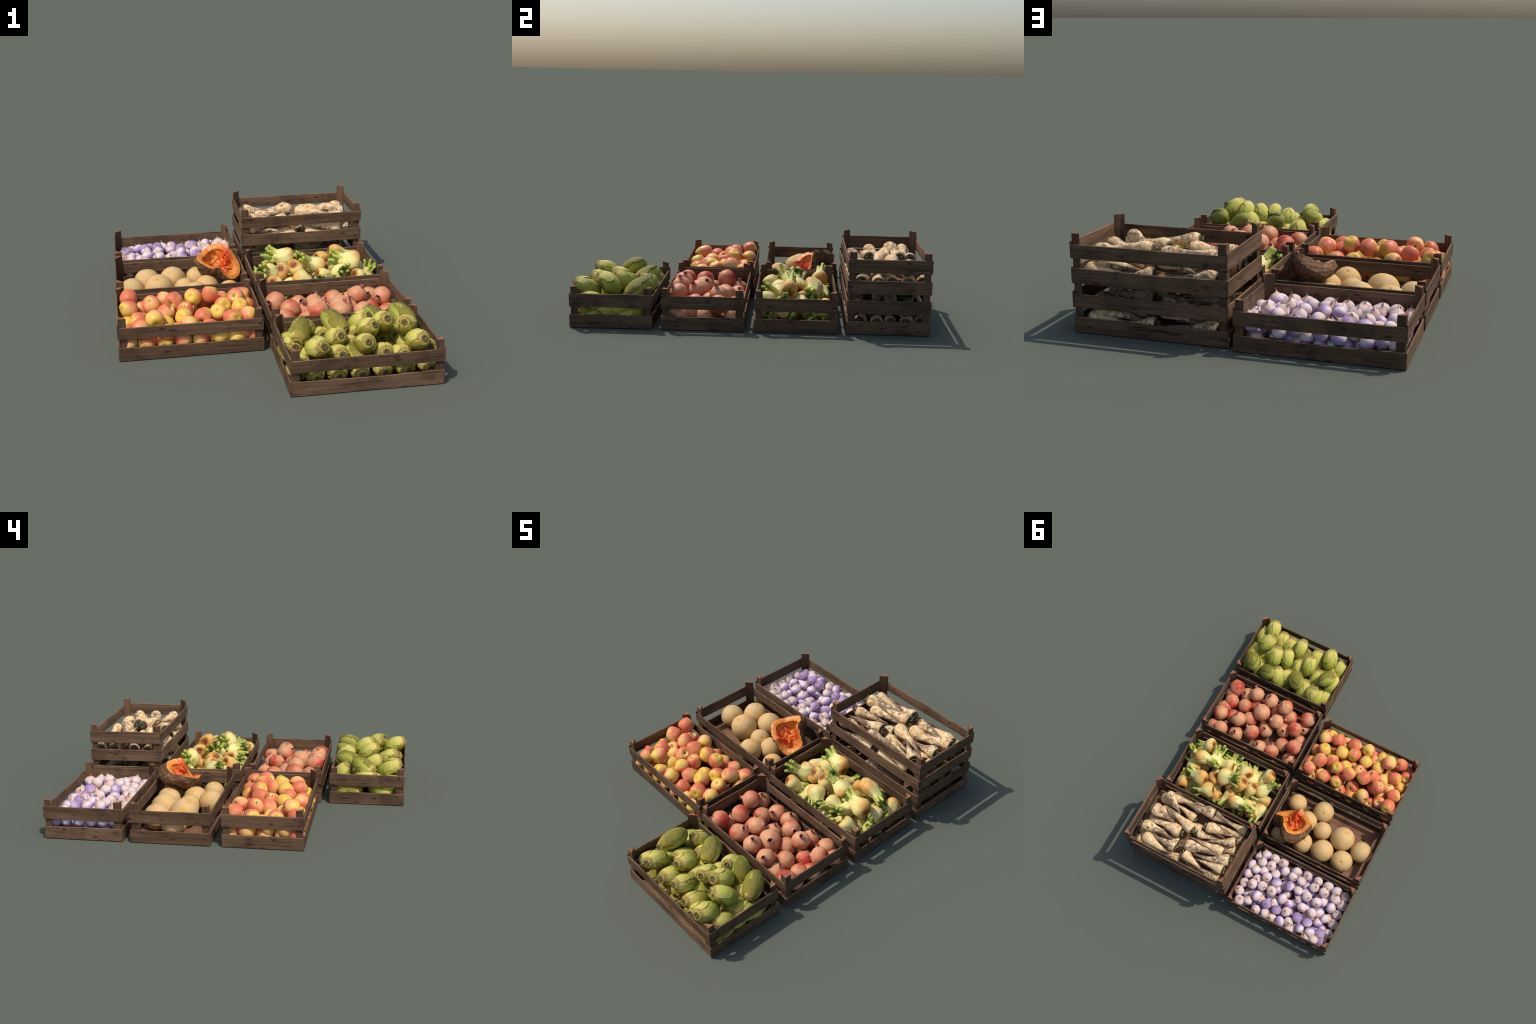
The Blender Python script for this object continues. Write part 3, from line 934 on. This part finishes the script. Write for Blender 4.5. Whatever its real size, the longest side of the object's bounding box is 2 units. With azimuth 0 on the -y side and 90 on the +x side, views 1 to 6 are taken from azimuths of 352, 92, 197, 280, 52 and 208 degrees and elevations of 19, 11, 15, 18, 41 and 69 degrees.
# (root end position, direction towards the tip, 1 = olive leaf uppermost)
endive_spots = [
    ((.648, -.985, .240), (-.12, .86, -.48), 0), ((.591, -.853, .268), (.42, .72, -.55), 0), ((.702, -.935, .170), (.15, .85, -.45), 0),
    ((.722, -.860, .118), (-.1, .9, -.4), 0), ((.562, -.968, .160), (.0, .88, -.45), 0), ((.528, -.791, .268), (-.05, .80, -.58), 0),
    ((.458, -.818, .252), (-.22, .78, -.55), 0), ((.480, -.950, .170), (.1, .85, -.45), 0), ((.393, -.947, .225), (.05, .86, -.5), 0),
    ((.270, -.950, .172), (-.05, .86, -.45), 0), ((.285, -.852, .225), (-.1, .85, -.5), 0), ((.178, -.968, .230), (-.2, .88, -.42), 0),
    ((.080, -.962, .146), (-.05, .9, -.35), 0), ((.597, -.713, .140), (.05, .9, -.3), 0), ((.474, -.657, .232), (-.3, .80, -.5), 0),
    ((.360, -.825, .160), (-.1, .85, -.45), 0), ((.237, -.694, .160), (.1, .85, -.4), 0), ((.161, -.651, .215), (.02, .74, -.62), 0),
    ((.062, -.823, .170), (.05, .9, -.3), 0), ((.185, -.809, .160), (.05, .85, -.4), 0), ((.396, -.715, .155), (.1, .85, -.35), 0),
    # heads lying with the dark outer leaf on top
    ((.700, -.690, .165), (-.5, .72, .42), 1), ((.575, -.640, .13), (-.5, .35, .55), 1), ((.345, -.700, .17), (-.45, .72, .30), 1),
    ((.082, -.812, .188), (.32, .80, .28), 1), ((.375, -.935, .110), (-.3, .75, .1), 1),
    # half-hidden middle of the heap
    ((.430, -.900, .130), (.05, .9, -.2), 0), ((.330, -.780, .120), (-.1, .9, -.15), 0), ((.530, -.720, .125), (.1, .9, -.2), 1),
    ((.225, -.900, .125), (.05, .9, -.2), 1), ((.640, -.820, .130), (-.05, .9, -.25), 0), ((.135, -.890, .130), (.1, .9, -.2), 0),
    ((.130, -.690, .120), (-.1, .9, -.1), 0), ((.420, -.640, .120), (.9, .2, 0), 1),
    # bottom of the crate
    ((.705, -.955, .068), (.0, 1, .05), 1), ((.592, -.955, .066), (-.1, 1, .02), 0), ((.480, -.950, .062), (.05, 1, .0), 1), ((.365, -.960, .066), (0, 1, .0), 1),
    ((.255, -.962, .066), (.02, 1, 0), 1), ((.150, -.962, .066), (-.03, 1, 0), 1), ((.068, -.930, .070), (.05, 1, .1), 1),
    ((.700, -.745, .066), (.0, 1, .03), 0), ((.600, -.735, .066), (.06, 1, .0), 1), ((.480, -.735, .064), (-.05, 1, 0), 0), ((.370, -.735, .066), (.1, 1, 0), 0),
    ((.265, -.740, .066), (-.1, 1, 0), 1), ((.165, -.735, .066), (.05, 1, 0), 0), ((.070, -.735, .070), (0, 1, 0), 1), ((.065, -.700, .125), (.1, .95, -.2), 0),
    ((.715, -.800, .115), (-.1, 1, 0), 0), ((.290, -.62, .115), (-.9, .1, -.1), 0),
]
q = random.Random(44)
SE = "plump green head of endive, root end cut"
def keep_in(kind, p, pad):
    # push a point back inside the crate walls
    cx, cy, _ = CRATES[kind]
    mx, my = LEN / 2 - TH - pad, WID / 2 - TH - pad
    return Vector((cx + max(-mx, min(mx, p[0] - cx)), cy + max(-my, min(my, p[1] - cy)), p[2]))


def aim_inside(kind, a, b, pad_a, pad_b):
    return keep_in(kind, a, pad_a), keep_in(kind, b, pad_b)


for p, d, dark in endive_spots:
    dv = Vector(d).normalized()
    if p[2] < .19:
        p, tip = aim_inside('endive', Vector(p), Vector(p) + dv * .15, .048 if abs(dv.x) > .5 else .0, .03)
        p.x = keep_in('endive', p, .049).x
        tip.x = keep_in('endive', tip, .049).x
        d = tip - p
    else:
        # high heads may lean over the rim at the root end, their tips stay inside
        d = keep_in('endive', Vector(p) + dv * .155, .035) - Vector(p)
    k = q.randrange(3)
    me, parts = ENDIVES[k]
    ob = place(me, "endive", p, d, 0, ER * q.uniform(.97, 1.06), parts, SE, "endive")
    # turn the olive leaf (local angle 0.3) to the top or underneath
    qt = ob.rotation_quaternion
    best = max((i * pi / 18 for i in range(36)), key=lambda s: (qt @ Quaternion((0, 0, 1), s) @ Vector((cos(.3), sin(.3), 0))).z * (1 if dark else -1))
    ob.rotation_quaternion = qt @ Quaternion((0, 0, 1), best + q.uniform(-.5, .5) * (1 if dark else 1.6))


# ------------------------------------------------------------------ fennel
def fennel_mesh(k):
    prof = curve([(0, .12), (.16, .08), (.36, .03), (.62, .02), (.84, .14), (.98, .40), (1.02, .70), (.96, 1.02), (.82, 1.35), (.68, 1.65), (.58, 1.92), (.52, 2.14), (.32, 2.22), (0, 2.22)], 36)

    def w(v, a, t):
        m = smooth(.3, .95, t)
        rib = 1 + m * (.13 * cos(4 * a + k)) + .016 * sin(16 * a + k) * smooth(.15, .5, t) + .05 * nz(v.x, v.y, v.z + k * 4)
        # overlapping sheath edge running up the side
        step = .06 * smooth(.0, .18, sin(a * 1.0 + v.z * .6 + k)) * smooth(.15, .4, t)
        return Vector((v.x * (rib + step) * 1.05, v.y * (rib + step) * .80, v.z + .04 * nz(v.x * 3, v.y * 3, k)))
    return make_mesh("fennel_bulb", *lathe(prof, 48, w), M_FENNEL)


def fennel_stalks(k):
    out = []
    q = random.Random(k + 100)
    for i, (x, y, ln, fan) in enumerate(((-.46, .04, 1.30, -.46), (.45, .0, 1.15, .42), (-.10, .22, 1.45, -.10), (.16, -.18, 1.0, .16), (.24, .20, 1.25, .30))):
        path, rad = [], []
        ln *= q.uniform(.92, 1.15)
        for s in range(8):
            t = s / 7
            path.append(Vector((x + fan * t * (.5 + .5 * t) * ln, y * (1 + .6 * t), 1.80 + ln * t)))
            rad.append(.27 - .10 * t + .010 * sin(3 * s))
        v, f = tube(path, rad, 12)
        # slightly flattened, grooved stalk
        out.append(make_mesh("stalk", v, f, M_STALK))
    return out


def fennel_leaf_mesh(k):
    """Crumpled dark leaf folded over beside the cut stalks."""
    parts = []
    for b in range(3):
        rows, cols = 15, 15
        V, F = [], []
        a0 = 1.0 + b * .75
        for i in range(rows):
            v = i / (rows - 1)
            for j in range(cols):
                u = j / (cols - 1) * 2 - 1
                wd = .50 * sin(pi * min(1, v * .8 + .16)) ** .8 * (1 + .22 * nz(v * 6, b, k + (u > 0) * 4))
                out = .16 + .62 * v - .18 * v * v
                p = Vector((out, u * wd, 2.10 + .95 * sin(v * 1.9) + .16 * nz(u * 3, v * 4, b + k * 3) - .22 * u * u))
                p.rotate(Quaternion((0, 0, 1), a0))
                V.append(p + .09 * Vector((nz(u * 4, v * 4, b + 1), nz(u * 4, v * 4, b + 2), nz(u * 6, v * 6, b + 3))))
        for i in range(rows - 1):
            for j in range(cols - 1):
                F.append((i * cols + j, i * cols + j + 1, (i + 1) * cols + j + 1, (i + 1) * cols + j))
        parts.append(thicken(V, F, .03, rows, cols))
    return make_mesh("leaf", *merge(*parts), M_FLEAF)


FENNEL = []
for k in range(3):
    FENNEL.append((fennel_mesh(k), tuple(("stalk", s) for s in fennel_stalks(k)) + (("leaf", fennel_leaf_mesh(k)),)))
FR = .0530
# (bulb centre, direction of the stalks, scale)
fennel_spots = [
    ((.663, .083, .150), (.80, .30, -.5), .92), ((.530, .115, .150), (.05, -.9, .35), 1.0), ((.605, .203, .204), (-.97, .03, .2), 1.08),
    ((.705, .185, .110), (.2, -.2, .9), .8), ((.425, .105, .125), (-.3, -.8, .2), .92), ((.430, .157, .150), (.9, .1, -.2), .85),
    ((.688, .273, .140), (.5, -.7, -.3), .92), ((.547, .346, .212), (.96, -.12, -.2), 1.02), ((.666, .406, .121), (.3, -.9, -.1), .92),
    ((.605, .392, .085), (-.7, .5, -.3), .9), ((.487, .283, .130), (.3, .4, -.8), .9), ((.405, .252, .180), (-.85, -.1, .5), 1.05),
    ((.300, .143, .145), (.70, -.52, -.46), .95), ((.238, .105, .100), (.5, -.8, .1), .92), ((.142, .095, .137), (.58, .62, -.5), .92),
    ((.285, .239, .165), (.40, .45, -.75), 1.0), ((.200, .240, .150), (.28, .58, -.76), .95), ((.110, .210, .147), (-.60, -.66, .45), 1.02),
    ((.470, .387, .168), (.85, .35, -.2), .95), ((.405, .390, .105), (.8, .2, -.4), .9), ((.329, .358, .120), (.4, .85, -.1), .82),
    ((.247, .379, .187), (-.95, .05, .27), 1.06), ((.141, .372, .118), (.3, -.5, -.7), .92), ((.080, .355, .105), (.3, .8, .2), .92), ((.080, .262, .105), (.9, .1, -.1), .92),
    # lower layer, stalks and leaves showing in the slat gaps
    ((.655, .110, .066), (.9, -.2, .15), .95), ((.650, .215, .066), (.92, .1, .2), .95), ((.655, .320, .066), (.9, .1, .1), 1.0), ((.610, .395, .064), (.9, .3, .1), .9),
    ((.520, .090, .066), (-.3, -.9, .1), .95), ((.390, .085, .066), (.9, -.4, .0), .95), ((.260, .085, .066), (-.8, -.5, .1), .95), ((.150, .080, .066), (-.4, -.85, .1), .9),
    ((.500, .220, .064), (.4, .8, 0), .95), ((.350, .260, .064), (-.9, .2, 0), .95), ((.200, .330, .064), (.2, .9, .1), .95), ((.450, .395, .064), (-.5, .8, .1), .95),
    ((.300, .400, .064), (.7, .6, .1), .95), ((.110, .140, .066), (-.9, .1, .1), .85), ((.120, .290, .066), (-.9, .3, .1), .85),
]
q = random.Random(55)
SF = "pale green fennel bulb with cut stalks"
for p, d, s in fennel_spots:
    k = q.randrange(3)
    me, parts = FENNEL[k]
    dv = Vector(d).normalized()
    sc = FR * s
    if p[2] < .175:
        p = Vector(p)
        tip = p + dv * sc * 2.3
        p = keep_in('fennel', p + keep_in('fennel', tip, .034) - tip, .055)
        dv = (keep_in('fennel', p + dv * sc * 2.3, .034) - p).normalized()
    place(me, "fennel", Vector(p) - dv * sc * .85, dv, q.uniform(0, 6.28) if dv.z < .3 else q.uniform(0, 6.28), sc, parts, SF, "fennel")


# ------------------------------------------------------------------ parsnips
def parsnip_mesh(k):
    L = 6.0
    prof = curve([(0, .24), (.26, .18), (.46, .02), (.70, .04), (.90, .28), (1.0, .70), (.97, 1.15), (.82, 1.65), (.64, 2.2), (.50, 2.9), (.39, 3.7), (.28, 4.5), (.17, 5.2), (.08, 5.75), (0, 6.0)], 60)
    ph = k * 1.4

    def w(v, a, t):
        ring = .018 * sin(v.z * 13 + 2 * nz(v.x, v.y, v.z * .5 + k)) * smooth(.15, .3, t) + .02 * nz(v.x * 2, v.y * 2, v.z * 7 + k)
        s = 1 + ring + .06 * nz(v.x * .8, v.y * .8, v.z * .8 + k * 5) + .03 * cos(2 * a + ph)
        bend = .035 * (v.z - 2.2) ** 2 * (.5 + .5 * cos(ph)) - .12 + .10 * sin(v.z * 1.1 + ph)
        return Vector((v.x * s + bend * cos(ph), v.y * s + bend * sin(ph), v.z))
    return make_mesh("parsnip", *lathe(prof, 30, w), M_PARSNIP)


def parsnip_crown(k):
    q = random.Random(k + 9)
    soil = lathe(curve([(0, -.02), (.18, -.08), (.34, -.04), (.44, .06), (.5, .14), (0, .3)], 10), 18,
                 lambda v, a, t: v * (1 + .25 * nz(v.x * 6, v.y * 6, v.z * 6 + k)))
    o = parsnip_offset(k)
    soil = ([v + o for v in soil[0]], soil[1])
    shoots = []
    for i in range(9):
        a, r = q.uniform(0, 6.28), q.uniform(.0, .32)
        b = Vector((r * cos(a), r * sin(a), .0)) + o
        d = Vector((cos(a) * .35, sin(a) * .35, -q.uniform(.18, .42)))
        shoots.append(tube([b, b + d * .5, b + d], [.055, .05, .035], 6))
    return make_mesh("crown_soil", *soil, M_SOIL), make_mesh("shoot_stub", *merge(*shoots), M_SHOOT)


def parsnip_offset(k):
    ph = k * 1.4
    bend = .035 * (0 - 2.2) ** 2 * (.5 + .5 * cos(ph)) - .12 + .10 * sin(ph)
    return Vector((bend * cos(ph), bend * sin(ph), 0))


PARS = []
for k in range(4):
    c, s = parsnip_crown(k)
    PARS.append((parsnip_mesh(k), (("crown_soil", c), ("shoot_stub", s))))
# crown end (x, y, z) and tip (x, y, z) of every root; z measured from the crate's base
parsnip_spots = [
    ((.641, .577, .141), (.492, .681, .135)), ((.294, .568, .134), (.540, .593, .128)), ((.627, .572, .075), (.395, .552, .098)), ((.687, .719, .130), (.470, .736, .095)),
    ((.371, .732, .140), (.623, .660, .132)), ((.408, .637, .075), (.566, .612, .095)), ((.649, .675, .075), (.500, .738, .075)), ((.693, .843, .128), (.448, .833, .100)),
    ((.434, .776, .131), (.695, .799, .130)), ((.657, .903, .098), (.369, .935, .070)), ((.421, .880, .106), (.634, .876, .104)), ((.308, .667, .121), (.062, .624, .110)),
    ((.349, .728, .085), (.163, .685, .062)), ((.081, .665, .131), (.276, .753, .098)), ((.055, .565, .101), (.251, .569, .110)), ((.122, .767, .121), (.374, .779, .130)),
    ((.371, .827, .131), (.120, .801, .140)), ((.355, .897, .131), (.160, .940, .088)), ((.055, .799, .138), (.291, .877, .110)), ((.063, .875, .138), (.277, .886, .100)),
    # lower layer
    ((.062, .711, .068), (.267, .782, .062)), ((.690, .765, .062), (.493, .753, .060)), ((.428, .833, .062), (.640, .842, .066)), ((.060, .620, .060), (.300, .600, .060)),
    ((.690, .600, .064), (.450, .640, .055)), ((.700, .850, .060), (.450, .900, .056)), ((.690, .930, .064), (.460, .935, .056)), ((.070, .930, .062), (.320, .930, .056)),
    ((.070, .840, .062), (.310, .850, .056)), ((.400, .560, .060), (.620, .545, .056)), ((.330, .690, .060), (.540, .680, .056)), ((.360, .935, .062), (.560, .930, .056)),
    ((.710, .690, .062), (.520, .690, .056)), ((.345, .560, .062), (.110, .550, .058)),
]
q = random.Random(66)
SN = "cream parsnip root streaked with dark soil"
picks = [(q.randrange(4), q.uniform(0, 6.28), q.uniform(.92, 1.06)) for _ in parsnip_spots]
for base in (0.0, STACK):
    for (a, b), (k, spin, fat) in zip(parsnip_spots, picks):
        lower = Vector((0, 0, .004 if a[2] > .09 else .003))
        a, b = Vector(a) - lower, Vector(b) - lower
        L = (b - a).length
        me, parts = PARS[k]
        L = min(max(L, .19), .265)
        w = .0370 * fat * (L / .24) ** .5
        a, b2 = aim_inside('parsnip', a, a + (b - a).normalized() * L, .036, .014)
        b = b2
        place(me, "parsnip", a + Vector((0, 0, base)), b - a, spin, (w, w, L / 6.0), parts, SN, "parsnip")


# ------------------------------------------------------------------ melons
def melon_mesh(k):
    prof = curve([(0, .93), (.06, .945), (.2, .97), (.5, .88), (.8, .63), (.97, .25), (1.0, -.05), (.93, -.4), (.72, -.74), (.42, -.94), (.15, -1.0), (0, -1.0)], 30)
    return make_mesh("melon", *lathe(prof, 44, lambda v, a, t: Vector((v.x * (1 + .02 * cos(2 * a + k) + .03 * nz(v.x, v.y, v.z + k * 3)), v.y * (1 + .03 * nz(v.x, v.y, v.z + k * 4)), v.z * 1.01))), M_MELON)


MEL = [melon_mesh(k) for k in range(3)]
melon_spots = [
    ((-.118, .158, .085), (.1, .1, -.9), .064), ((-.310, .133, .093), (-.1, .45, .88), .072), ((-.237, .247, .088), (.2, .6, -.5), .070), ((-.363, .257, .083), (.6, -.2, .6), .063),
    ((-.513, .249, .097), (-.1, -.45, .88), .0825), ((-.425, .390, .093), (.2, .5, -.8), .077), ((-.667, .272, .088), (.7, -.1, .35), .072), ((-.576, .393, .091), (.0, .35, .9), .075),
    ((-.278, .400, .088), (-.2, -.1, .95), .070), ((-.115, .412, .083), (.3, .2, -.8), .066),
]
q = random.Random(77)
for i, (p, d, r) in enumerate(melon_spots):
    place(MEL[i % 3], "melon", p, d, q.uniform(0, 6.28), r, (), "round pale yellow melon with orange scar", "melon")


# ------------------------------------------------------------------ broken squash
def squash():
    """Broken squash: rough rind bowl under an uneven torn rim, thick orange wall, red stringy hollow."""
    seg = 96
    # torn rim, walked round once: high back edge, left stub, deep bite at the front, low right wall
    rim_pts = [Vector(p) for p in ((-.038, .325, .185), (-.060, .338, .228), (-.086, .345, .270), (-.112, .356, .293), (-.140, .405, .290), (-.190, .426, .280),
                                   (-.250, .388, .250), (-.281, .306, .242), (-.245, .262, .220), (-.207, .240, .205), (-.173, .225, .213), (-.140, .232, .165),
                                   (-.093, .252, .130), (-.050, .285, .142))]
    C = sum(rim_pts, Vector()) / len(rim_pts) + Vector((-.005, .005, .0))
    D = Vector((-.04, .58, -.81)).normalized()
    rim_pts = [C + (p - C) * 1.05 for p in rim_pts]
    DEPTH, WALL = .110, .034
    n = len(rim_pts)

    def rim(a):
        t = (a / (2 * pi) * n) % n
        k = int(t)
        f = t - k
        p0, p1, p2, p3 = (rim_pts[(k + o) % n] for o in (-1, 0, 1, 2))
        p = .5 * (2 * p1 + (p2 - p0) * f + (2 * p0 - 5 * p1 + 4 * p2 - p3) * f * f + (3 * p1 - p0 - 3 * p2 + p3) * f ** 3)
        jag = Vector((nz(a * 5, 1, 2), nz(a * 5, 5, 2), nz(a * 6, 9, 2))) * .004 + Vector((nz(a * 19, 1, 7), nz(a * 19, 5, 7), nz(a * 19, 9, 7))) * .0022
        return p + jag

    def outer(a, s):
        e = rim(a) - C
        th = s * pi / 2
        rr = sin(th) ** .72
        k = 1 + .27 * sin(th) * cos(th) * 2
        p = C + e * rr * k + D * DEPTH * cos(th) ** .9 * (1 + .1 * cos(3 * a))
        out = (p - C).normalized()
        m = smooth(1, .86, s)
        return p + out * m * (.007 * nz(p.x * 22, p.y * 22, p.z * 22) + .005 * nz(p.x * 75, p.y * 75, p.z * 75) + .003 * nz(p.x * 150, p.y * 150, p.z * 150))

    def inner(a, s):
        e = rim(a) - C
        w = WALL * (1 + .3 * nz(cos(a) * 2, sin(a) * 2, 8.1) + .35 * smooth(-.02, .09, e.x - e.z)) / max(e.length, .03)
        th = s * pi / 2
        rr = sin(th)
        p = C + e * (1 - min(w, .55)) * rr + D * ((DEPTH - WALL * .9) * cos(th) + .006 * rr)
        m = smooth(1, .85, s)
        return p + m * Vector((nz(p.x * 45, p.y * 45, p.z * 45 + 3), nz(p.x * 45 + 8, p.y * 45, p.z * 45), nz(p.x * 60, p.y * 60 + 5, p.z * 60))) * .013
    rows = 44
    V, F = [], []
    for i in range(rows):
        for j in range(seg):
            V.append(outer(2 * pi * j / seg, max(i / (rows - 1), .004)))
    for i in range(rows - 1):
        for j in range(seg):
            F.append((i * seg + j, i * seg + (j + 1) % seg, (i + 1) * seg + (j + 1) % seg, (i + 1) * seg + j))
    rind = make_mesh("rind", V, F, M_RIND)
    V, F = [], []
    steps = [('o', 1.0)] + [('w', t) for t in (.06, .2, .4, .6, .8, .94)] + [('i', 1 - k / 26) for k in range(26)] + [('i', .004)]
    for kind, s in steps:
        for j in range(seg):
            a = 2 * pi * j / seg
            o, q2 = outer(a, 1.0), inner(a, 1.0)
            if kind == 'o':
                p = o
            elif kind == 'w':
                p = o.lerp(q2, s) - D * (.003 * sin(pi * s) + .003 * nz(o.x * 50, o.y * 50, s * 4 + o.z * 50))
            else:
                p = inner(a, s)
            V.append(p)
    for i in range(len(steps) - 1):
        for j in range(seg):
            F.append((i * seg + j, i * seg + (j + 1) % seg, (i + 1) * seg + (j + 1) % seg, (i + 1) * seg + j))
    flesh = make_mesh("flesh", V, F, M_FLESH)
    # stringy pulp folds in the hollow
    q = random.Random(5)
    strands = []
    for i in range(6):
        a = q.uniform(0, 6.28)
        p0 = inner(a, q.uniform(.2, .5))
        p2 = inner(a + q.uniform(-.6, .6), q.uniform(.6, .8))
        p1 = (p0 + p2) / 2 - D * .006
        pts = curve([tuple(p0), tuple(p1), tuple(p2)], 8)
        strands.append(tube([Vector(p) for p in pts], [.002 + .005 * sin(pi * t / 8) for t in range(9)], 8))
    pulp = make_mesh("pulp", *merge(*strands), M_PULP)
    centre = Vector(C)
    for me in (rind, flesh, pulp):
        me.transform(Matrix.Translation(-centre))
    return rind, flesh, pulp, centre


rind, flesh, pulp, squash_at = squash()
root = bpy.data.objects.new("squash_half", rind)
root.location = squash_at
root["label"] = "broken half squash with rough rind and orange hollow"
root["category"] = "squash"
COL.objects.link(root)
for nm, me in (("flesh", flesh), ("pulp", pulp)):
    c = bpy.data.objects.new(nm, me)
    c.parent = root
    COL.objects.link(c)
